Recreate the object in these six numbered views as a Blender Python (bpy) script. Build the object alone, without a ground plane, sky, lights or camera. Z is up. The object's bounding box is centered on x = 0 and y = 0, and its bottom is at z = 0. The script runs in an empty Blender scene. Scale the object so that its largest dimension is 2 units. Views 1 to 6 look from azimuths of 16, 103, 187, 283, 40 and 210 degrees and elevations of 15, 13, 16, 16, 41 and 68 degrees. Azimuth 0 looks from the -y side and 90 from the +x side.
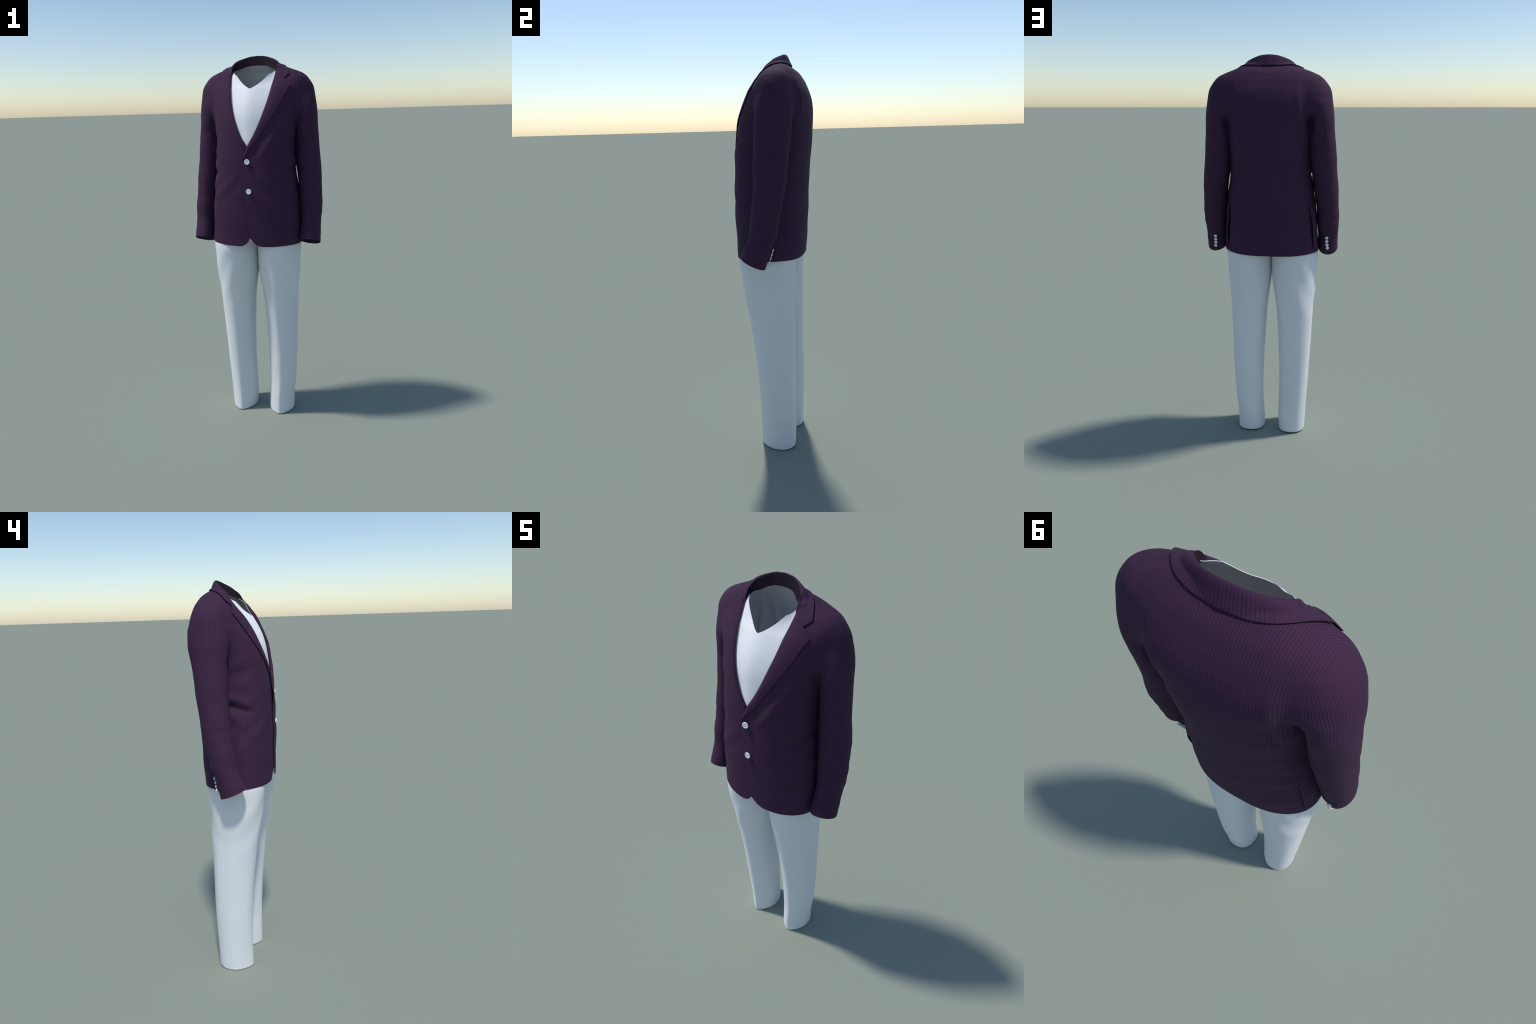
"""Menswear outfit on an invisible wearer: striped plum blazer, white V-neck shirt, white trousers.
Every garment is an implicit body (stack of superellipse contours along z), smoothly joined,
meshed with surface nets, cut along its seams and hems and given cloth thickness."""
import bpy, math
import numpy as np

# ------------------------------------------------------------------ small maths helpers
def sstep(a, b, x):
    t = np.clip((x - a) / (b - a), 0, 1)
    return t * t * (3 - 2 * t)

class Curve:
    """monotone cubic through (key, values...) rows"""
    def __init__(self, rows):
        r = np.array(sorted(rows), float)
        self.k, self.v = r[:, 0], r[:, 1:]
        h = np.diff(self.k)[:, None]
        d = np.diff(self.v, axis=0) / h
        m = np.zeros_like(self.v)
        m[0], m[-1] = d[0], d[-1]
        p = d[:-1] * d[1:]
        w1, w2 = 2 * h[1:] + h[:-1], h[1:] + 2 * h[:-1]
        with np.errstate(divide="ignore", invalid="ignore"):
            hm = (w1 + w2) / (w1 / d[:-1] + w2 / d[1:])
        m[1:-1] = np.where(p > 0, hm, 0)
        self.m = m
    def __call__(self, x):
        x = np.clip(np.asarray(x, float), self.k[0], self.k[-1])
        i = np.clip(np.searchsorted(self.k, x, side="right") - 1, 0, len(self.k) - 2)
        h = self.k[i + 1] - self.k[i]
        t = ((x - self.k[i]) / h)[..., None]
        h = h[..., None]
        a = 2 * t**3 - 3 * t**2 + 1
        return (a * self.v[i] + (t**3 - 2 * t**2 + t) * h * self.m[i]
                + (1 - a) * self.v[i + 1] + (t**3 - t**2) * h * self.m[i + 1])

def smin(a, b, k):
    h = np.maximum(k - np.abs(a - b), 0) / k
    return np.minimum(a, b) - h * h * k / 4

def gauss(v, c, s):
    return np.exp(-((v - c) / s) ** 2)

EPS = 0.0015
def gradient(f, P):
    g = np.empty_like(P)
    for i in range(3):
        q = P.copy(); q[:, i] += EPS
        r = P.copy(); r[:, i] -= EPS
        g[:, i] = (f(q) - f(r)) / (2 * EPS)
    return g

def normalised(raw):
    """turn an implicit function into an approximate distance"""
    def f(P):
        f0 = raw(P)
        s = 0
        for i in range(3):
            q = P.copy(); q[:, i] += EPS
            s = s + ((raw(q) - f0) / EPS) ** 2
        return f0 / np.sqrt(s + 1e-6)
    return f

def stack(table, p_front=2.3, p_back=2.3, flip=1, dome=None, skew=None):
    """solid from contours: rows are (z, x centre, half width, y centre, y front, y back)"""
    c = Curve(table)
    top = c.k[-1]
    def raw(P):
        v = c(P[:, 2])
        xc, a, yc, yf, yb = (v[:, i] for i in range(5))
        X = P[:, 0] * flip
        if skew:                                  # lean of the section; widest points fore and aft
            kx, ky = skew(P[:, 2])
            yc = yc - ky * np.clip(P[:, 0], -.3, .3)
            X = X + kx * (P[:, 1] - yc)
        dy = P[:, 1] - yc
        dx = np.abs(X - xc) / a
        b = np.where(dy < 0, yc - yf, yb - yc)
        pf = p_front(P[:, 2]) if callable(p_front) else p_front
        pb = p_back(P[:, 2]) if callable(p_back) else p_back
        p = np.where(dy < 0, pf, pb)
        scale = np.minimum(a, (yb - yf) / 2)
        r = (dx**p + (np.abs(dy) / b) ** p) ** (1 / p)
        if dome:                                  # rounded top: z where it starts, its height
            r = (r ** 2.4 + (np.maximum(P[:, 2] - dome[0], 0) / dome[1]) ** 2.4) ** (1 / 2.4)
            return (r - 1) * scale
        f = (r - 1) * scale
        return np.where(P[:, 2] > top, np.maximum(f, 0.004) + (P[:, 2] - top), f)
    return normalised(raw)

# ------------------------------------------------------------------ the wearer's shape
TORSO = stack([
    # z     xc    w      yc     front   back
    (0.96, 0.000, .250, .005, -.164, .160),
    (1.04, 0.000, .247, .005, -.169, .166),
    (1.10, 0.000, .244, .005, -.171, .171),
    (1.19, 0.000, .238, .005, -.175, .176),
    (1.29, 0.000, .2285, .008, -.178, .180),
    (1.35, 0.000, .220, .008, -.177, .183),
    (1.42, 0.000, .211, .010, -.175, .186),
    (1.50, 0.001, .207, .010, -.172, .192),
    (1.56, 0.001, .208, .015, -.167, .198),
    (1.62, 0.001, .211, .020, -.159, .204),
    (1.68, 0.001, .217, .025, -.147, .206),
    (1.74, 0.001, .228, .035, -.128, .205),
    (1.79, 0.001, .238, .045, -.105, .200),
    (1.832, 0.001, .243, .052, -.078, .188),
    (1.86, 0.001, .243, .058, -.053, .175),
    (1.88, 0.001, .238, .060, -.036, .165),
    (1.90, 0.001, .222, .062, -.020, .152),
    (1.915, 0.001, .202, .062, -.006, .142),
    (1.93, 0.001, .179, .062, .008, .129),
    (1.94, 0.001, .165, .062, .022, .119),
    (1.95, 0.000, .150, .062, .040, .112),
    (1.97, 0.000, .138, .062, .045, .108),
], lambda z: 2.45 + .50 * sstep(1.80, 1.88, z), lambda z: 2.3 + .2 * sstep(1.33, 1.60, z), dome=(1.915, .052),
    skew=lambda z: (0, .06 * sstep(1.40, 1.15, z)))

SLEEVE_ROWS = [
    (0.96, .2995, .049, -.052, -.125, .005),
    (1.02, .298, .049, -.040, -.108, .024),
    (1.07, .2955, .0515, -.022, -.088, .044),
    (1.12, .2935, .0535, -.001, -.066, .061),
    (1.17, .2915, .0560, .018, -.048, .082),
    (1.22, .2910, .0585, .026, -.040, .092),
    (1.30, .2860, .0615, .040, -.029, .108),
    (1.38, .2790, .0640, .050, -.022, .121),
    (1.45, .2720, .0660, .057, -.017, .131),
    (1.52, .2650, .0670, .063, -.015, .139),
    (1.60, .258, .0665, .068, -.014, .149),
    (1.66, .252, .067, .072, -.014, .158),
    (1.72, .245, .069, .074, -.012, .160),
    (1.77, .239, .070, .072, -.006, .151),
    (1.81, .234, .070, .070, .004, .138),
    (1.84, .231, .070, .068, .006, .132),
    (1.87, .223, .070, .066, .006, .126),
    (1.91, .211, .070, .064, .006, .122),
]
def sleeve_rows(left):
    out = []
    for z, xc, a, yc, yf, yb in SLEEVE_ROWS:
        low = float(sstep(1.5, 1.1, z))
        mid = float(sstep(1.12, 1.20, z) * sstep(1.48, 1.40, z))
        cuff = float(sstep(1.12, 1.04, z))
        xc, a = xc + .0015 * mid, a - .0025 * mid
        if left:
            out.append((z, xc, a, yc - .003, yf - .007 * float(sstep(1.86, 1.58, z)), yb - .006 * float(sstep(1.45, 1.58, z) * sstep(1.80, 1.70, z))))
        else:
            d = -.012 - .004 * low + .006 * cuff
            out.append((z, xc + .002 * low - .004 * cuff, a, yc + d,
                        yf + d + .004 - .008 * float(sstep(1.62, 1.72, z)),
                        yb + d + .020 * float(sstep(1.66, 1.79, z)) + .008 * cuff))
    return out
SLEEVE = {+1: stack(sleeve_rows(True), 1.95, 1.95, 1, (1.79, .112), lambda z: (.13 * sstep(1.36, 1.54, z) * sstep(1.88, 1.62, z) - .11 * sstep(1.46, 1.34, z), 0)),
          -1: stack(sleeve_rows(False), 1.95, 2.0, -1, (1.79, .112))}

def folds(P):
    """drape of the jacket cloth: positive pushes outwards"""
    x, y, z = P[:, 0], P[:, 1], P[:, 2]
    ax = np.abs(x)
    d = 0
    front = sstep(.03, -.06, y)
    back = sstep(.04, .10, y)
    # waist pinch at the sides
    w = np.where(x < 0, 1.0, .6)
    line = 1.432 - .30 * np.clip(-.02 - y, 0, .15)
    d = d + .0085 * w * gauss(z, line + .040, .022) * sstep(.13, .20, ax) * sstep(.12, .02, y) * sstep(-.13, -.05, y)
    d = d - .0075 * w * gauss(z, line, .014) * sstep(.13, .19, ax) * sstep(.12, .02, y) * sstep(-.14, -.06, y)
    d = d + .0035 * w * gauss(z, line - .045, .024) * sstep(.13, .19, ax) * sstep(.12, .02, y) * sstep(-.14, -.06, y)
    # soft slanting drapes at the flanks and under the arms
    flank = sstep(.09, .19, ax)
    d = d + .0013 * np.sin(74 * z + 46 * y + 30 * ax) * flank * gauss(z, 1.36, .16)
    d = d + .0012 * np.sin(52 * y - 38 * z + 1.2 * np.sin(21 * z)) * flank * gauss(z, 1.28, .18)
    d = d + .0030 * np.sin(60 * (z + .9 * ax)) * sstep(.13, .20, ax) * gauss(z, 1.60, .07) * front
    # pull lines from the waist button out to the hips
    t = (ax - .03) / .17
    d = d + .0022 * gauss(z, 1.44 - .17 * t, .028) * sstep(0, .25, t) * sstep(1.1, .6, t) * front
    d = d - .0017 * gauss(z, 1.385 - .19 * t, .026) * sstep(0, .25, t) * sstep(1.1, .6, t) * front
    # break running beside the lapel
    u = x - (.035 + .62 * (z - 1.49))
    d = d + .0022 * gauss(u, .026, .018) * sstep(1.46, 1.54, z) * sstep(1.74, 1.62, z) * front
    d = d - .0020 * gauss(u, -.006, .018) * sstep(1.46, 1.54, z) * sstep(1.74, 1.62, z) * front
    # back: blade folds and slanting drapes to the hips
    d = d + .0045 * gauss(ax, .150 - .02 * (z - 1.75), .014) * gauss(z, 1.77, .075) * back
    d = d - .0040 * gauss(ax, .182, .018) * gauss(z, 1.72, .10) * back
    d = d + .0040 * gauss(ax, .155 + .10 * (1.55 - z), .020) * gauss(z, 1.50, .12) * back
    d = d - .0050 * gauss(ax, .195 + .10 * (1.48 - z), .020) * gauss(z, 1.46, .10) * back
    # pit behind the armhole
    w = np.where(x < 0, 1.0, .6)
    d = d + .0105 * w * gauss(ax, .172, .014) * gauss(z, 1.680, .045) * back
    d = d - .0300 * w * gauss(ax, .206, .014) * gauss(z, 1.680, .036) * sstep(.07, .12, y)
    d = d - .0060 * w * gauss(ax, .150 - .3 * (z - 1.66), .012) * gauss(z, 1.66, .05) * back
    # slow unevenness
    d = d + .0012 * np.sin(23 * x + 9 * z + 1.3) * np.sin(17 * z + 11 * y) + .0008 * np.sin(41 * z + 19 * x + 5 * y)
    return d

def arm_folds(P, side):
    x, y, z = P[:, 0] * side, P[:, 1], P[:, 2]
    ph = 0.0 if side > 0 else 1.1
    d = .0014 * np.sin(95 * z + 30 * y + ph) * sstep(.01, .06, y - .25 * (z - 1.2)) * gauss(z, 1.18, .09)
    d = d - .0020 * gauss(z, 1.128 + .15 * y, .012) * sstep(.22, .33, x) * sstep(.0, .07, y)
    d = d + .0014 * np.sin(31 * z + 22 * y + 2 * ph) * sstep(1.62, 1.45, z)
    d = d + .0005 * np.sin(64 * z + 2.5 * np.sin(23 * z + ph) + 14 * y) * sstep(1.66, 1.52, z)
    d = d - .0045 * gauss(z, 1.60 - .4 * (y - .06), .022) * sstep(.25, .20, x)
    return d

def blend_k(z):
    return .008 + .040 * sstep(1.63, 1.79, z)

def body_field(side):
    """torso with the shoulder of one side melted in (for that half)"""
    S = SLEEVE[side]
    def f(P):
        z = P[:, 2]
        away = .08 * sstep(1.64, 1.54, z)
        return smin(TORSO(P), S(P) + away, blend_k(z)) - folds(P)
    return f

def arm_field(side):
    S = SLEEVE[side]
    def f(P):
        z = P[:, 2]
        away = .08 * sstep(1.64, 1.54, z)
        fd = folds(P) * sstep(1.56, 1.66, z) + arm_folds(P, side) * sstep(1.70, 1.60, z)
        return smin(S(P), TORSO(P) + away, blend_k(z)) - fd
    return f

BODY = {s: body_field(s) for s in (1, -1)}
ARM = {s: arm_field(s) for s in (1, -1)}
def jacket(P):
    P = np.atleast_2d(np.asarray(P, float))
    out = np.empty(len(P))
    for s in (1, -1):
        m = (P[:, 0] >= 0) if s > 0 else (P[:, 0] < 0)
        if m.any():
            out[m] = BODY[s](P[m])
    return out

# ------------------------------------------------------------------ meshing
def surface_nets(f, lo, hi, h):
    n = [int(math.ceil((hi[i] - lo[i]) / h)) + 1 for i in range(3)]
    ax = [lo[i] + h * np.arange(n[i]) for i in range(3)]
    G = np.stack(np.meshgrid(*ax, indexing="ij"), -1).reshape(-1, 3)
    V = np.concatenate([f(c) for c in np.array_split(G, max(1, len(G) // 200000))]).reshape(n)
    neg = V < 0
    nc = [k - 1 for k in n]
    acc, cnt = np.zeros((*nc, 3)), np.zeros(nc)
    corner = lambda A, o: A[o[0]:o[0] + nc[0], o[1]:o[1] + nc[1], o[2]:o[2] + nc[2]]
    idx = np.stack(np.meshgrid(*[np.arange(k) for k in nc], indexing="ij"), -1).astype(float)
    for d in range(3):
        e = np.zeros(3, int); e[d] = 1
        others = [i for i in range(3) if i != d]
        for a in (0, 1):
            for b in (0, 1):
                o = np.zeros(3, int); o[others[0]], o[others[1]] = a, b
                v0, v1 = corner(V, o), corner(V, o + e)
                cross = (v0 < 0) != (v1 < 0)
                t = np.where(cross, v0 / np.where(cross, v0 - v1, 1), 0)
                p = idx + o
                p[..., d] += t
                acc += p * cross[..., None]
                cnt += cross
    active = cnt > 0
    ids = -np.ones(nc, int)
    ids[active] = np.arange(active.sum())
    P = np.array(lo) + h * (acc[active] / cnt[active][:, None])
    quads = []
    for d in range(3):
        a, b = (d + 1) % 3, (d + 2) % 3
        sl0 = [slice(None)] * 3; sl1 = [slice(None)] * 3
        sl0[d], sl1[d] = slice(0, -1), slice(1, None)
        for k in (a, b):
            sl0[k] = sl1[k] = slice(1, -1)
        s0, s1 = neg[tuple(sl0)], neg[tuple(sl1)]
        at = np.argwhere(s0 != s1)
        up = s0[s0 != s1]
        base = at.copy()
        base[:, a] += 1; base[:, b] += 1
        def cell(da, db):
            c = base.copy(); c[:, a] -= da; c[:, b] -= db
            return ids[c[:, 0], c[:, 1], c[:, 2]]
        q = np.stack([cell(1, 1), cell(0, 1), cell(0, 0), cell(1, 0)], 1)
        quads.append(np.where(up[:, None], q, q[:, ::-1]))
    Q = np.concatenate(quads)
    return P, Q

def snap(f, P, level=0.0, steps=4, most=.012):
    P = P.copy()
    for _ in range(steps):
        g = gradient(f, P)
        g2 = (g * g).sum(1, keepdims=True) + 1e-9
        d = (f(P) - level)[:, None] * g / g2
        n = np.linalg.norm(d, axis=1, keepdims=True)
        P -= d * np.minimum(1, most / np.maximum(n, 1e-12))
    return P

def normals_of(f, P):
    g = gradient(f, P)
    return g / (np.linalg.norm(g, axis=1, keepdims=True) + 1e-12)

def to_tris(Q):
    return np.concatenate([Q[:, [0, 1, 2]], Q[:, [0, 2, 3]]])

def clip(P, T, g):
    """keep the part of a triangle mesh where g(P) > 0, cutting the triangles on the line"""
    v = g(P)
    v = np.where(np.abs(v) < 1e-7, 1e-7, v)
    pos = v > 0
    k = pos[T].sum(1)
    keep = [T[k == 3]]
    pts, extra, cache = [P], [], {}
    cur = len(P)
    def mid(i, j):
        nonlocal cur
        key = (i, j) if i < j else (j, i)
        if key not in cache:
            t = v[i] / (v[i] - v[j])
            extra.append(P[i] + t * (P[j] - P[i]))
            cache[key] = cur
            cur += 1
        return cache[key]
    new = []
    for tri in T[(k == 1) | (k == 2)]:
        s = pos[tri]
        if s.sum() == 1:
            r = int(np.argmax(s)); a, b, c = tri[r], tri[(r + 1) % 3], tri[(r + 2) % 3]
            new.append((a, mid(a, b), mid(a, c)))
        else:
            r = int(np.argmin(s)); a, b, c = tri[r], tri[(r + 1) % 3], tri[(r + 2) % 3]
            m1, m2 = mid(a, b), mid(a, c)
            new += [(m1, b, c), (m1, c, m2)]
    if extra:
        pts.append(np.array(extra))
    if new:
        keep.append(np.array(new))
    P, T = np.concatenate(pts), np.concatenate(keep)
    used = np.unique(T)
    re = -np.ones(len(P), int); re[used] = np.arange(len(used))
    return P[used], re[T]

def smooth_normals(P, F):
    n = np.zeros_like(P)
    for i in range(1, F.shape[1] - 1):
        fn = np.cross(P[F[:, i]] - P[F[:, 0]], P[F[:, i + 1]] - P[F[:, 0]])
        for c in (0, i, i + 1):
            np.add.at(n, F[:, c], fn)
    return n / (np.linalg.norm(n, axis=1, keepdims=True) + 1e-12)

COL = bpy.context.scene.collection
def make_object(name, P, faces, mat, parent, normals=None, smooth=True):
    me = bpy.data.meshes.new(name)
    me.from_pydata(P.tolist(), [], [list(f) for f in faces])
    me.polygons.foreach_set("use_smooth", [smooth] * len(me.polygons))
    me.update()
    if normals is not None:
        me.normals_split_custom_set_from_vertices(normals.tolist())
    if mat: me.materials.append(mat)
    ob = bpy.data.objects.new(name, me)
    COL.objects.link(ob)
    ob.parent = parent
    return ob

def cloth(name, P, F, N, thick, mat, parent):
    """give a sheet thickness: outer face, inner face and a rim with its own edge"""
    F = np.asarray(F)
    n = len(P)
    Pin = P - N * thick
    allP, allN = [P, Pin], [N, -N]
    faces = F.tolist() + (F[:, ::-1] + n).tolist()
    E = np.concatenate([F[:, [i, (i + 1) % F.shape[1]]] for i in range(F.shape[1])])
    E = E[E[:, 0] != E[:, 1]]
    key = np.sort(E, 1)
    _, inv, c = np.unique(key, axis=0, return_inverse=True, return_counts=True)
    B = E[c[inv.ravel()] == 1]
    if len(B):
        # rim vertices are copies, normals look away from the sheet
        vs = np.unique(B)
        loc = {v: i for i, v in enumerate(vs)}
        out = np.zeros((len(vs), 3))
        for a, b in B:
            t = P[b] - P[a]
            o = np.cross(t, N[a])
            out[loc[a]] += o; out[loc[b]] += o
        out /= np.linalg.norm(out, axis=1, keepdims=True) + 1e-12
        base = 2 * n
        allP += [P[vs], Pin[vs]]; allN += [out, out]
        m = len(vs)
        faces += [(base + loc[b], base + loc[a], base + m + loc[a], base + m + loc[b]) for a, b in B]
    return make_object(name, np.concatenate(allP), faces, mat, parent, np.concatenate(allN))

# ------------------------------------------------------------------ materials
class Nodes:
    def __init__(self, name):
        self.mat = bpy.data.materials.new(name)
        self.mat.use_nodes = True
        self.t = self.mat.node_tree
        self.bsdf = self.t.nodes["Principled BSDF"]
        self.co = self.new("ShaderNodeTexCoord").outputs["Object"]
        s = self.new("ShaderNodeSeparateXYZ")
        self.link(self.co, s.inputs[0])
        self.x, self.y, self.z = s.outputs
    def new(self, kind):
        return self.t.nodes.new(kind)
    def link(self, a, b):
        self.t.links.new(a, b)
    def put(self, v, sock):
        if isinstance(v, (int, float)): sock.default_value = v
        else: self.link(v, sock)
    def m(self, op, a, b=0.0, c=0.0):
        n = self.new("ShaderNodeMath"); n.operation = op
        for i, v in enumerate((a, b, c)): self.put(v, n.inputs[i])
        return n.outputs[0]
    def add(self, a, b): return self.m("ADD", a, b)
    def sub(self, a, b): return self.m("SUBTRACT", a, b)
    def mul(self, a, b): return self.m("MULTIPLY", a, b)
    def div(self, a, b): return self.m("DIVIDE", a, b)
    def ramp(self, v, pts):
        """piecewise smooth function of v given by (v, value) pairs"""
        lo, hi = pts[0][0], pts[-1][0]
        vals = [p[1] for p in pts]
        a, b = min(vals), max(vals)
        n = self.new("ShaderNodeValToRGB"); n.color_ramp.interpolation = "EASE"
        els = n.color_ramp.elements
        while len(els) < len(pts): els.new(0.5)
        for e, (p, q) in zip(els, pts):
            e.position = (p - lo) / (hi - lo)
            g = (q - a) / (b - a)
            e.color = (g, g, g, 1)
        n.color_ramp.interpolation = "LINEAR"
        self.link(self.div(self.sub(v, lo), hi - lo), n.inputs[0])
        return self.add(self.mul(n.outputs[0], b - a), a)
    def step(self, v, a, b):
        n = self.new("ShaderNodeMapRange"); n.interpolation_type = "SMOOTHSTEP"
        self.put(v, n.inputs["Value"])
        n.inputs["From Min"].default_value, n.inputs["From Max"].default_value = a, b
        return n.outputs["Result"]
    def mix(self, f, a, b):
        return self.add(self.mul(a, self.sub(1.0, f)), self.mul(b, f))
    def colour(self, f, A, B):
        n = self.new("ShaderNodeMix"); n.data_type = "RGBA"
        self.put(f, n.inputs[0])
        for v, s in ((A, n.inputs[6]), (B, n.inputs[7])):
            if isinstance(v, tuple): s.default_value = (*v, 1)
            else: self.link(v, s)
        return n.outputs[2]
    def noise(self, scale, detail=2.0, rough=.5, stretch=None):
        n = self.new("ShaderNodeTexNoise")
        n.inputs["Scale"].default_value, n.inputs["Detail"].default_value, n.inputs["Roughness"].default_value = scale, detail, rough
        if stretch:
            mp = self.new("ShaderNodeMapping"); mp.inputs["Scale"].default_value = stretch
            self.link(self.co, mp.inputs[0]); self.link(mp.outputs[0], n.inputs[0])
        else:
            self.link(self.co, n.inputs[0])
        return n.outputs[0]

PERIOD = .0075
PLUM, GROOVE = (.0530, .0198, .0550), (.0315, .0153, .0345)
def plum_cloth(name, phase_of, shade=1.0):
    N = Nodes(name)
    wob = N.mul(N.sub(N.noise(22, 2), .5), .0022)
    ph = N.div(N.add(phase_of(N), wob), PERIOD)
    fr = N.m("ABSOLUTE", N.sub(N.m("FRACT", N.add(ph, 200.0)), .5))      # 0 mid-groove .. .5 mid-stripe
    f = N.step(fr, .02, .34)
    blot = N.noise(160, 3, .6)
    wide = N.noise(26, 3, .55)
    base = N.colour(N.step(wide, .35, .65), (PLUM[0] * .985, PLUM[1], PLUM[2] * 1.01), (PLUM[0] * 1.015, PLUM[1], PLUM[2] * .99))
    base = N.colour(N.mul(N.step(blot, .45, .75), .18), base, (.036, .018, .052))
    col = N.colour(f, GROOVE, base)
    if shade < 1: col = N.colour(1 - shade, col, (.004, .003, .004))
    N.link(col, N.bsdf.inputs["Base Color"])
    N.bsdf.inputs["Roughness"].default_value = .85
    N.bsdf.inputs["Specular IOR Level"].default_value = .18
    b = N.new("ShaderNodeBump"); b.inputs["Strength"].default_value = .25; b.inputs["Distance"].default_value = .0006
    N.link(N.add(f, N.mul(N.noise(900, 2), .5)), b.inputs["Height"])
    N.link(b.outputs[0], N.bsdf.inputs["Normal"])
    return N.mat

def round_the_body(N, front):
    """girth coordinate measured from the centre front (or centre back)"""
    a, b = .228, .182
    yy = N.sub(N.y, .006)
    if front: yy = N.mul(yy, -1.0)
    th = N.m("ARCTAN2", N.div(N.x, a), N.div(yy, b))
    s = N.add(N.mul(th, (a + b) / 2), N.mul(N.m("SINE", N.mul(th, 2.0)), (a - b) / 4))
    return N.mix(N.step(N.z, 1.32, 1.78), s, N.x)

def front_phase(N):
    w = N.ramp(N.z, [(1.0, 1.06), (1.2, 1.0), (1.42, .93), (1.52, .93), (1.66, 1.0), (1.78, 1.05), (1.92, 1.05)])
    s = N.div(round_the_body(N, True), w)
    # over the shoulder the front cloth runs outwards: chevrons along the shoulder seam
    k = N.mul(N.mul(N.step(N.z, 1.80, 1.89), N.sub(N.y, .055)), .62)
    return N.add(N.m("ABSOLUTE", s), k)
def back_phase(N):
    w = N.ramp(N.z, [(1.0, 1.06), (1.2, 1.0), (1.45, .93), (1.6, .95), (1.75, .94), (1.86, .93), (1.93, .97), (1.95, 1.0)])
    return N.div(round_the_body(N, False), w)
def sleeve_phase(N):
    ax = N.m("ABSOLUTE", N.x)
    yc = N.ramp(N.z, [(z, r[2]) for z, *r in [q for q in SLEEVE_ROWS if q[0] < 1.79]])
    xc = N.ramp(N.z, [(z, r[0]) for z, *r in [q for q in SLEEVE_ROWS if q[0] < 1.79]])
    shift = N.mul(N.step(N.z, 1.40, 1.85), .15)           # the fan opens towards the sleeve head
    th = N.m("ARCTAN2", N.sub(N.y, yc), N.sub(ax, N.sub(xc, shift)))
    return N.mul(th, N.add(shift, .068))
def lapel_phase(N):
    return N.sub(N.mul(N.m("ABSOLUTE", N.x), .87), N.mul(N.z, .49))
def collar_phase(N):
    ax = N.m("ABSOLUTE", N.x)                              # length run round the neck from the centre back
    th = N.mul(N.m("ARCTAN2", ax, N.add(N.y, .045)), .135)
    return N.add(th, N.mul(N.m("MAXIMUM", N.sub(.08, N.y), 0.0), .75))

M_FRONT = plum_cloth("plum_stripe_front", front_phase)
M_BACK = plum_cloth("plum_stripe_back", back_phase)
M_SLEEVE = plum_cloth("plum_stripe_sleeve", sleeve_phase)
M_LAPEL = plum_cloth("plum_stripe_lapel", lapel_phase)
M_COLLAR = plum_cloth("plum_stripe_collar", collar_phase)
M_STAND = plum_cloth("plum_stripe_collar_dark", collar_phase, .26)  # same stripe as the collar, mixed most of the way to near-black

def white_cloth(name, base, grain, bump):
    N = Nodes(name)
    g = N.noise(grain, 3, .6)
    slow = N.noise(9, 2)
    c = N.colour(N.step(g, .3, .7), tuple(v * .965 for v in base), base)
    c = N.colour(N.mul(N.step(slow, .4, .7), .25), c, tuple(v * .96 for v in base))
    N.link(c, N.bsdf.inputs["Base Color"])
    N.bsdf.inputs["Roughness"].default_value = .9
    N.bsdf.inputs["Specular IOR Level"].default_value = .15
    b = N.new("ShaderNodeBump"); b.inputs["Strength"].default_value = bump; b.inputs["Distance"].default_value = .0005
    N.link(g, b.inputs["Height"]); N.link(b.outputs[0], N.bsdf.inputs["Normal"])
    return N.mat
M_SHIRT = white_cloth("white_jersey", (.80, .80, .82), 520, .2)
M_TROUSER = white_cloth("white_cotton", (.74, .755, .77), 700, .12)

def button_material():
    N = Nodes("pearl_button")
    n = N.noise(240, 3, .6)
    N.link(N.colour(N.step(n, .35, .65), (.68, .71, .74), (.82, .84, .86)), N.bsdf.inputs["Base Color"])
    N.bsdf.inputs["Roughness"].default_value = .28
    N.bsdf.inputs["Coat Weight"].default_value = .4
    N.bsdf.inputs["Coat Roughness"].default_value = .1
    return N.mat
M_BUTTON = button_material()

# ------------------------------------------------------------------ hierarchy
def empty(name, parent=None):
    e = bpy.data.objects.new(name, None)
    e.empty_display_size = .1
    COL.objects.link(e)
    e.parent = parent
    return e
OUTFIT = empty("menswear_outfit")
OUTFIT["label"] = "plum striped blazer over white V-neck shirt and white trousers"
OUTFIT["category"] = "men's outfit"
JACKET = empty("jacket", OUTFIT)
JACKET["label"] = "two-button plum blazer with fine darker stripes and notch lapels"

# ------------------------------------------------------------------ jacket: seam lines
FOLD = Curve([(1.40, -.04), (1.547, 0.0), (1.62, .042), (1.709, .076), (1.79, .097), (1.86, .109), (1.90, .114), (1.99, .116)])
EDGE = Curve([(1.0, .012), (1.089, .003), (1.225, -.018), (1.372, -.023), (1.444, -.022), (1.488, -.021), (1.543, -.003), (1.62, .037), (1.709, .074), (1.79, .097), (1.86, .109), (1.90, .114), (1.99, .116)])
def fold_x(z):
    return FOLD(z)[:, 0]
def edge_x(z):
    return EDGE(z)[:, 0]

def neck_cut(P):
    """positive on the cloth, negative in the neck opening"""
    x, y, z = P.T
    ring = (np.sqrt((x / .117) ** 2 + ((y + .012) / .108) ** 2) - 1) * .1
    ring = np.where(z < 1.85, .05, ring)
    return np.where(y > -.012, ring, 1.0)

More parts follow.
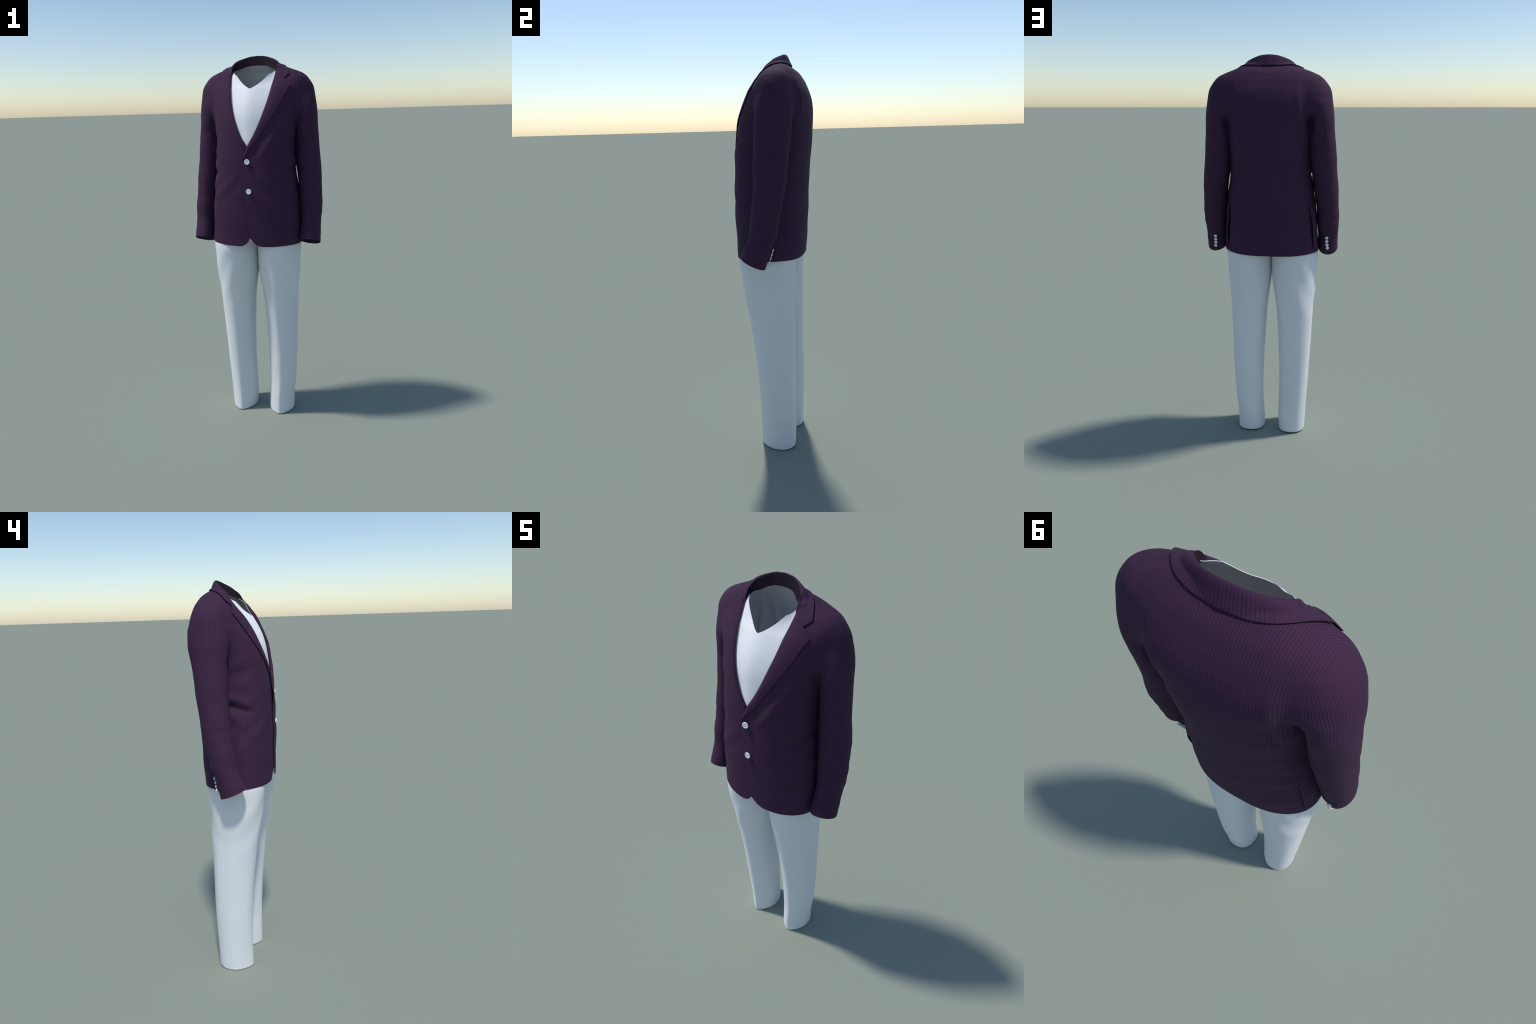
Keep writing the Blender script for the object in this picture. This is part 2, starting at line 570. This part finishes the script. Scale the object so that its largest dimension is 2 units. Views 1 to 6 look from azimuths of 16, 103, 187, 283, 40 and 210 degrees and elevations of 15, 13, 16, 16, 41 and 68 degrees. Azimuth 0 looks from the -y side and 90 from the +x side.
def left_front(P):
    x, y, z = P.T
    return x - edge_x(z)
def right_front(P):
    x, y, z = P.T
    lim = np.where(z < 1.547, -.030, fold_x(z))
    return -x - lim

def hem_line(P, side):
    x, y, z = P.T
    h = 1.038 + .004 * sstep(.1, .24, np.abs(x)) - .003 * sstep(.05, .15, y)
    if side > 0:
        u = np.clip((x - .003) / .066, 0, 1)
        c = np.where(y < 0, .050 * (1 - u) ** 2.2 + np.maximum(.003 - x, 0) * 0, 0)
    else:
        u = np.clip((.004 - x) / .068, 0, 1)
        c = np.where(y < 0, .050 * (1 - u) ** 3.1 + np.maximum(x - .004, 0) * 2, 0)
    return z - h - c

def side_seam(P):
    """0 on the line dividing fronts from back: up the side, over the armhole, along the shoulder"""
    z, ax = P[:, 2], np.abs(P[:, 0])
    yq = np.interp(z, [1.0, 1.067, 1.18, 1.296, 1.60, 1.80, 1.88, 1.96], [.076, .080, .090, .096, .097, .085, .062, .040])
    return P[:, 1] - yq
def vent(z):
    return sstep(1.303, 1.27, z) * sstep(1.045, 1.075, z)

def edge_lift(x, z):
    """the lapped left edge stands off the right front where the lapel breaks"""
    return .0085 * gauss(z, 1.465, .055) * sstep(.022, -.020, x)

H = .0065
def half_body(side):
    lo = (-.004, -.225, .985) if side > 0 else (-.36, -.225, .985)
    hi = (.36, .245, 1.985) if side > 0 else (.004, .245, 1.985)
    if side > 0: lo = (-.045, -.225, .985)
    else: hi = (.045, .245, 1.985)
    f = BODY[side]
    P, Q = surface_nets(f, lo, hi, H)
    T = to_tris(Q)
    P = snap(f, P)
    arm = SLEEVE[side]
    P, T = clip(P, T, lambda p: arm(p) - TORSO(p) + .10 * sstep(1.64, 1.54, p[:, 2]))
    return P, T

def build_body():
    for side in (1, -1):
        P0, T0 = half_body(side)
        f = BODY[side]
        # ---- front panel; its rear edge laps over the back panel along the vent and stands off it
        P, T = clip(P0, T0, lambda p: -side_seam(p) + .010 * vent(p[:, 2]))
        P, T = clip(P, T, lambda p: np.where(p[:, 1] > -.004, p[:, 0] * side + .02, 1))
        P, T = clip(P, T, neck_cut)
        P, T = clip(P, T, lambda p: np.where(p[:, 1] < .0, (left_front if side > 0 else right_front)(p), 1))
        P, T = clip(P, T, lambda p: hem_line(p, side))
        P = snap(f, P, steps=1, most=.002)
        N = normals_of(f, P)
        x, y, z = P.T
        q = side_seam(P)
        off = (.0015 + .0100 * np.sin(np.pi * np.clip((z - 1.055) / .245, 0, 1)) ** 1.3) * sstep(-.045, .010, q) * vent(z)
        fr = sstep(.0, -.05, y)
        if side > 0:
            off = off + (.0030 * sstep(.055, -.01, x) * sstep(1.62, 1.54, z) + edge_lift(x, z)) * fr
        else:
            off = off - .0030 * sstep(-.06, -.015, x) * sstep(1.62, 1.54, z) * fr
        P = P + N * off[:, None]
        cloth("front_panel", P, T, N, .0025, M_FRONT, JACKET)
        # ---- back panel half, running on under the side panel at the vent
        P, T = clip(P0, T0, lambda p: side_seam(p) + .030 * vent(p[:, 2]))
        P, T = clip(P, T, lambda p: p[:, 0] * side)
        P, T = clip(P, T, neck_cut)
        P, T = clip(P, T, lambda p: hem_line(p, side))
        P = snap(f, P, steps=1, most=.002)
        N = normals_of(f, P)
        P[:, 0] = np.where(np.abs(P[:, 0]) < 1e-4, 0, P[:, 0])
        off = -.0045 * sstep(.022, .004, side_seam(P)) * vent(P[:, 2])
        cloth("back_panel", P + N * off[:, None], T, N, .0025, M_BACK, JACKET)

def build_sleeves():
    for side in (1, -1):
        f = ARM[side]
        lo = (.15, -.15, .97) if side > 0 else (-.40, -.17, .97)
        hi = (.40, .225, 1.96) if side > 0 else (-.15, .225, 1.96)
        P, Q = surface_nets(f, lo, hi, H)
        T = to_tris(Q)
        P = snap(f, P)
        P, T = clip(P, T, lambda p: TORSO(p) - SLEEVE[side](p) + .10 * sstep(1.64, 1.54, p[:, 2]))
        P, T = clip(P, T, lambda p: p[:, 0] * side - .17)
        # slanted cuff
        cut = (lambda p: p[:, 2] - (1.0320 - .44 * p[:, 1]) + .03 * np.maximum(p[:, 1] - .0, 0)) if side > 0 else \
              (lambda p: p[:, 2] - (1.0265 - .42 * p[:, 1]) + .03 * np.maximum(p[:, 1] - .0, 0))
        P, T = clip(P, T, cut)
        P = snap(f, P, steps=1, most=.002)
        N = normals_of(f, P)
        # the cuff opens out a little
        flare = .0012 * sstep(.04, 0, cut(P))
        P = P + N * flare[:, None]
        cloth("sleeve", P, T, N, .0025, M_SLEEVE, JACKET)

# ------------------------------------------------------------------ lapels and collar
def polyline(pts):
    p = np.array(pts, float)
    d = np.r_[0, np.cumsum(np.linalg.norm(np.diff(p, axis=0), axis=1))]
    return Curve([(k, *v) for k, v in zip(d / d[-1], p)])

def on_front(x, z, side):
    """y of the jacket front at (x, z)"""
    f = BODY[side]
    a, b = np.full(len(x), -.26), np.full(len(x), .05)
    for _ in range(26):
        m = (a + b) / 2
        inside = f(np.stack([x, m, z], 1)) < 0
        b = np.where(inside, m, b); a = np.where(inside, a, m)
    return (a + b) / 2

def grid_faces(nu, nv, flip=False):
    i = np.arange(nu * nv).reshape(nu, nv)
    q = np.stack([i[:-1, :-1], i[1:, :-1], i[1:, 1:], i[:-1, 1:]], -1).reshape(-1, 4)
    return q[:, ::-1] if flip else q

GORGE = np.array([.114, 1.901])       # fold end of the gorge seam (x, z)
NOTCH = np.array([.160, 1.879])       # inner corner of the notch
TIP = np.array([.196, 1.848])         # point of the lapel
def build_lapel(side):
    f = BODY[side]
    ns, nt = 90, 25
    s, t = np.linspace(0, 1, ns), np.linspace(0, 1, nt)
    if side > 0:
        fold = [(-.021, 1.487), (-.003, 1.543), (.037, 1.62), (.074, 1.709), (.097, 1.79), (.109, 1.86), tuple(GORGE)]
        outer = [(-.0205, 1.486), (.045, 1.576), (.106, 1.672), (.155, 1.762), tuple(TIP)]
    else:
        fold = [(-.012, 1.500), (.000, 1.547), (.042, 1.62), (.076, 1.709), (.097, 1.79), (.109, 1.86), tuple(GORGE)]
        outer = [(-.010, 1.498), (.045, 1.580), (.106, 1.672), (.155, 1.762), tuple(TIP)]
    A, O = polyline(fold)(s), polyline(outer)(s)
    w = (s ** 5)[:, None]
    M = A + .6 * (O - A)
    M = M + w * (NOTCH - M[-1])
    tt = t[None, :, None]
    G = np.where(tt < .6, A[:, None] + (M - A)[:, None] * tt / .6, M[:, None] + (O - M)[:, None] * (tt - .6) / .4)
    X, Z = G[..., 0].ravel() * side, G[..., 1].ravel()
    P = np.stack([X, on_front(X, Z, side), Z], 1)
    N = normals_of(f, P)
    T_ = np.tile(t, ns); S_ = np.repeat(s, nt)
    off = .0031 + .0043 * np.sin(np.pi * np.clip(T_ / .5, 0, 1) / 2) - .0018 * sstep(.5, 1, T_)
    off = off - .0035 * sstep(.10, 0, T_)
    if side > 0: off = off + .0020 * sstep(.3, 0, S_) + edge_lift(X, Z)
    else: off = off * (1 - .75 * sstep(.22, 0.02, S_)) - .002 * sstep(.12, 0, S_)
    P = P + N * off[:, None]
    # the roll: tuck the folded edge back round into the front panel
    F = grid_faces(ns, nt, side > 0)
    n2 = smooth_normals(P, F)
    if (n2 * N).sum() < 0:
        F = F[:, ::-1]; n2 = -n2
    return cloth("lapel", P, F, n2, .0022, M_LAPEL, JACKET)

def build_collar():
    nu, keys = 121, np.array([0, .16, .32, .47, .62, .76, .88, 1.0])
    roll = Curve([(k, *p) for k, p in zip(keys, [(0, .081, 2.0), (.035, .0775, 1.997), (.066, .066, 1.988), (.091, .049, 1.977), (.106, .030, 1.963), (.1125, .012, 1.950), (.1145, -.005, 1.928), (.1145, -.012, 1.9005)])])
    fall = Curve([(k, *p) for k, p in zip(keys, [(0, .1110, 1.953), (.043, .1062, 1.951), (.082, .0945, 1.948), (.120, .0775, 1.947), (.145, .055, 1.944), (.162, .034, 1.930), (.174, .016, 1.914), (.184, -.001, 1.8965)])])
    base = Curve([(k, *p) for k, p in zip(keys, [(0, .073, 1.953), (.033, .070, 1.951), (.060, .058, 1.945), (.081, .041, 1.934), (.104, .025, 1.926), (.113, .010, 1.913), (.115, -.004, 1.902), (.115, -.011, 1.896)])])
    u = np.linspace(-1, 1, nu)
    a, sg = np.abs(u), np.where(u < 0, -1.0, 1.0)
    def side_of(c):
        p = c(a).copy(); p[:, 0] *= sg
        return p
    R, E, B = side_of(roll), side_of(fall), side_of(base)
    notch = np.stack([NOTCH[0] * sg, np.full(nu, -.027), np.full(nu, NOTCH[1])], 1)
    # mid line of the fall; swings to the inner notch corner at the front ends
    bul = np.array([0, 0, 1.0]) * (.0060 * (1 - a ** 2))[:, None]
    Mid = R + .6 * (E - R) + bul
    w = (a ** 6)[:, None]
    Mid = Mid * (1 - w) + notch * w
    out = np.cross(np.gradient(R, axis=0), E - R)
    out /= np.linalg.norm(out, axis=1, keepdims=True)
    rows = []
    # stand: from the neck seam up to the roll
    for k in np.linspace(0, 1, 9)[:-1]:
        rows.append(B + (R - B) * k)
    nst = len(rows)
    # roll over and down
    q = np.linspace(0, .6, 15)
    side_dir = (Mid - R)
    up = np.array([0, 0, 1.0])
    for k in q:
        c = k / .6
        rows.append(R + side_dir * c + out * np.sign((out[:, 2:3])) * 0 + up * (.0075 * np.sin(np.pi * c) ** .8 * (1 - a ** 3))[:, None])
    for k in np.linspace(.6, 1, 9)[1:]:
        rows.append(Mid + (E - Mid) * (k - .6) / .4)
    P = np.stack(rows, 1)                                     # nu x nv x 3
    nv = P.shape[1]
    flat = P.reshape(-1, 3)
    col = np.tile(np.arange(nv), nu)
    over = col >= nst + 2
    # keep the fall lying just above the jacket body
    need = .0056
    for _ in range(3):
        d = jacket(flat)
        n = normals_of(jacket, flat)
        push = np.where(over, np.clip(need - d, 0, .03), 0)
        flat = flat + n * push[:, None]
    # ends of the fall settle on the chest
    aa = np.repeat(a, nv)
    for _ in range(4):
        d = jacket(flat); n = normals_of(jacket, flat)
        pull = np.where(over, sstep(.55, .92, aa) * np.clip(d - .0062, 0, .01), 0)
        flat = flat - n * pull[:, None]
    # soften along the length and the profile
    G = flat.reshape(nu, nv, 3)
    for _ in range(4):
        K = G.copy()
        K[1:-1, 1:-1] = .5 * G[1:-1, 1:-1] + .125 * (G[2:, 1:-1] + G[:-2, 1:-1] + G[1:-1, 2:] + G[1:-1, :-2])
        G = K
    flat = G.reshape(-1, 3)
    F = grid_faces(nu, nv)
    n2 = smooth_normals(flat, F)
    mid = (nu // 2) * nv + nv - 3
    if n2[mid][1] < 0:
        F = F[:, ::-1]; n2 = -n2
    # the stand inside the roll takes a much darker version of the collar colour
    fr = np.min(F, axis=1) % nv
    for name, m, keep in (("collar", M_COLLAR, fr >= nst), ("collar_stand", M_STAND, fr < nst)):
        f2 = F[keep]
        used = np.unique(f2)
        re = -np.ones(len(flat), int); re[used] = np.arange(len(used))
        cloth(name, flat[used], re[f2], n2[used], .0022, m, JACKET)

# ------------------------------------------------------------------ buttons
def button_mesh(name, r, h):
    prof = [(0, .84), (.40, .84), (.58, .86), (.70, .95), (.80, 1.0), (.90, .96), (.97, .80), (1.0, .50), (.95, .12), (.82, 0), (0, 0)]
    n = 40
    V, F = [], []
    for k, (a, b) in enumerate(prof):
        for i in range(n):
            t = 2 * math.pi * i / n
            V.append((a * r * math.cos(t), a * r * math.sin(t), b * h))
    m = len(prof)
    for k in range(m - 1):
        for i in range(n):
            j = (i + 1) % n
            F.append((k * n + i, (k + 1) * n + i, (k + 1) * n + j, k * n + j))
    me = bpy.data.meshes.new(name)
    me.from_pydata(V, [], F)
    me.polygons.foreach_set("use_smooth", [True] * len(F))
    me.materials.append(M_BUTTON)
    me.update()
    return me

def thread_material():
    N = Nodes("button_thread")
    N.link(N.colour(N.noise(900), (.10, .11, .13), (.22, .23, .25)), N.bsdf.inputs["Base Color"])
    return N.mat
M_THREAD = thread_material()
def hole_mesh(r, h, z):
    V, F = [], []
    for cx, cy in ((.2, .2), (-.2, .2), (-.2, -.2), (.2, -.2)):
        b = len(V)
        for i in range(10):
            t = 2 * math.pi * i / 10
            V.append((r * (cx + .085 * math.cos(t)), r * (cy + .085 * math.sin(t)), z - .0006))
        for i in range(10):
            t = 2 * math.pi * i / 10
            V.append((r * (cx + .06 * math.cos(t)), r * (cy + .06 * math.sin(t)), z + .00035))
        F.append(tuple(range(b + 10, b + 20)))
        F += [(b + i, b + (i + 1) % 10, b + 10 + (i + 1) % 10, b + 10 + i) for i in range(10)]
    me = bpy.data.meshes.new("button_stitch")
    me.from_pydata(V, [], F)
    me.materials.append(M_THREAD)
    me.update()
    return me

from mathutils import Vector, Matrix
def place_button(me, P, N, spin=0.0, name="button", stitch=None):
    q = Vector(N).to_track_quat("Z", "Y")
    m = Matrix.Translation(Vector(P)) @ q.to_matrix().to_4x4() @ Matrix.Rotation(spin, 4, "Z")
    ob = bpy.data.objects.new(name, me)
    COL.objects.link(ob); ob.parent = JACKET; ob.matrix_world = m
    if stitch:
        st = bpy.data.objects.new("button_stitch", stitch)
        COL.objects.link(st); st.parent = JACKET; st.matrix_world = m
    return ob

def build_buttons():
    big, small = button_mesh("jacket_button", .0138, .0062), button_mesh("cuff_button", .0083, .0062)
    holes = hole_mesh(.0138, .0062, .0062 * .84)
    for k, (x, z) in enumerate(((.000, 1.477), (.0080, 1.3295))):
        p = np.array([[x, on_front(np.array([x]), np.array([z]), 1)[0], z]])
        n = normals_of(BODY[1], p)[0]
        n = n / np.linalg.norm(n)
        if k == 0: n = n + np.array([.20, 0, .02])       # sits on the slope behind the lifted edge
        place_button(big, p[0] + n * (.0022 + .0018 + float(edge_lift(x, z)) if k == 0 else .0055), n, .35 + .7 * k, "jacket_button", holes)
    for side in (1, -1):
        f = ARM[side]
        for x, y, z in ((.2905, .064, 1.109), (.2910, .058, 1.0905), (.2925, .052, 1.0725), (.295, .045, 1.0545)):
            p = snap(f, np.array([[x * side, y, z]]), .002)
            n = normals_of(f, p)[0]
            place_button(small, p[0] + n * .0024, n, x * 40, "cuff_button")

# ------------------------------------------------------------------ shirt
NECK = stack([(1.80, 0, .094, .0, -.050, .076), (1.90, 0, .095, .0, -.045, .077), (2.02, 0, .096, .0, -.04, .077)], 2.1, 2.1)
SF = (-.168, .02, -.110, -.10, -.045)            # folds down the inside of the back: place and lean
def shirt_field(P):
    x, y, z = P.T
    inset = .012 - .006 * sstep(1.80, 1.90, z)
    d = .0015 * np.sin(60 * x + 8) * gauss(z, 1.60, .1) * sstep(0, -.08, y)
    d = d - (.012 * gauss(x, SF[0] + SF[1] * (z - 1.75), .010) + .009 * gauss(x, SF[2] + SF[3] * (z - 1.75), .012) + .008 * gauss(x, SF[4], .016)) * gauss(z, 1.73, .10) * sstep(.06, .12, y)
    # the chest stands forward in the open V
    d = d + .016 * gauss(x, 0, .065) * sstep(1.60, 1.80, z) * sstep(.02, -.04, y)
    d = d + .0055 * gauss(x, 0, .075) * sstep(1.50, 1.57, z) * sstep(1.80, 1.68, z) * sstep(.0, -.05, y)
    return smin(TORSO(P) + inset - d, NECK(P), .025)
def build_shirt():
    P, Q = surface_nets(shirt_field, (-.27, -.20, 1.06), (.27, .22, 2.0), .0075)
    T = to_tris(Q)
    P = snap(shirt_field, P)
    def neck(p):
        x, y, z = p.T
        ax = np.abs(x)
        rim = 1.914 + .52 * y + .22 * np.maximum(y - .03, 0) - z
        vee = np.where(y < .04, 1.832 + .40 * ax + 4.8 * x * x + 1.5 * np.maximum(y, 0) - z, .1)
        return np.minimum(rim, vee)
    halves, n0 = [], 0
    for s in (1, -1):
        p, t = clip(P, T, lambda p: p[:, 0] * s)
        p, t = clip(p, t, neck)
        halves.append((p, t + n0)); n0 += len(p)
    P, T = np.concatenate([h[0] for h in halves]), np.concatenate([h[1] for h in halves])
    key, first, inv = np.unique(np.round(P, 6), axis=0, return_index=True, return_inverse=True)
    P, T = P[first], inv.ravel()[T]
    P = snap(shirt_field, P, steps=1, most=.002)
    N = normals_of(shirt_field, P)
    cloth("shirt", P, T, N, .0012, M_SHIRT, OUTFIT)

# ------------------------------------------------------------------ trousers
def leg_rows(left):
    if left:
        return [
            (-.03, .1125, .0725, .035, -.055, .124), (.02, .1130, .0725, .036, -.055, .125), (.10, .1150, .0710, .036, -.055, .127),
            (.19, .1220, .0750, .036, -.055, .129), (.36, .1250, .0810, .036, -.062, .131),
            (.54, .1230, .0870, .030, -.078, .131), (.70, .1210, .0950, .020, -.100, .130),
            (.80, .1195, .1040, .012, -.116, .130), (.87, .1180, .1110, .005, -.128, .132),
            (.94, .1190, .1162, .000, -.138, .135), (1.02, .1200, .1182, .000, -.146, .138),
            (1.036, .1190, .1180, .000, -.1465, .139), (1.066, .1080, .1100, .000, -.136, .130), (1.10, .1000, .1020, .000, -.134, .126)]
    return [
            (-.03, -.1140, .0710, .040, -.057, .126), (.02, -.1145, .0725, .040, -.057, .127), (.10, -.1155, .0760, .040, -.057, .128),
            (.19, -.1195, .0775, .038, -.058, .129), (.36, -.1255, .0810, .036, -.066, .131),
            (.54, -.1275, .0880, .030, -.081, .130), (.70, -.1265, .0970, .020, -.102, .129),
            (.80, -.1240, .1065, .012, -.117, .130), (.87, -.1215, .1145, .005, -.129, .132),
            (.94, -.1220, .1192, .000, -.139, .135), (1.02, -.1230, .1210, .000, -.147, .138),
            (1.036, -.1220, .1210, .000, -.1470, .139), (1.066, -.1090, .1110, .000, -.136, .130), (1.10, -.1010, .1030, .000, -.134, .126)]
def build_trousers():
    pf = lambda z: 1.58 + .34 * sstep(.02, .45, z)
    pb = lambda z: 2.4 - .45 * sstep(.65, .95, z)
    LEG = [stack(leg_rows(True), pf, pb), stack(leg_rows(False), pf, pb)]
    def trousers_field(P):
        x, y, z = P.T
        d = .0012 * np.sin(5 * z + 24 * x) * np.sin(4 * z + 34 * y + 1)
        # faint slanting drapes from crotch and seat, and along the inside of the thigh
        d = d + .0016 * np.sin(58 * (np.abs(x) - .42 * (.9 - z)) + 2) * sstep(.62, .80, z) * sstep(1.03, .92, z)
        d = d + .0011 * np.sin(70 * y + 9 * z + 20 * x) * sstep(.05, .25, z) * sstep(.85, .6, z)
        # pressed crease down the front of each leg, soft hip and knee folds
        for cx, amp, hip in ((.124, .0026, .0022), (-.120, .0008, .0)):
            d = d + amp * gauss(x, cx - .012 * sstep(.3, .9, z), .022) * sstep(0, -.05, y) * sstep(.98, .70, z)
            d = d + hip * gauss(x, cx - .02, .026) * gauss(z, .945, .030) * sstep(0, -.05, y)
        k = .004 + .03 * sstep(.99, 1.07, z)
        return smin(LEG[0](P), LEG[1](P), k) - d
    f = trousers_field
    P, Q = surface_nets(f, (-.27, -.18, -.02), (.27, .17, 1.15), .0075)
    T = to_tris(Q)
    P = snap(f, P)
    P, T = clip(P, T, lambda p: p[:, 2] - (.0015 + .006 * sstep(.06, .14, p[:, 1])))
    P, T = clip(P, T, lambda p: 1.092 - p[:, 2])
    P = snap(f, P, steps=1, most=.0015)
    P[:, 2] = np.maximum(P[:, 2], 0)
    parts = (("trousers", lambda p: p[:, 2] - .885, None), ("trouser_leg", lambda p: .885 - p[:, 2], lambda p: p[:, 0] - .002),
             ("trouser_leg", lambda p: .885 - p[:, 2], lambda p: .002 - p[:, 0]))
    top = None
    for name, g, g2 in parts:
        p, t = clip(P, T, g)
        if g2: p, t = clip(p, t, g2)
        n = normals_of(f, p)
        ob = cloth(name, p, t, n, .0025, M_TROUSER, top or OUTFIT)
        top = top or ob

build_body()
build_sleeves()
for s in (1, -1):
    build_lapel(s)
build_collar()
build_buttons()
build_shirt()
build_trousers()
bpy.context.view_layer.update()
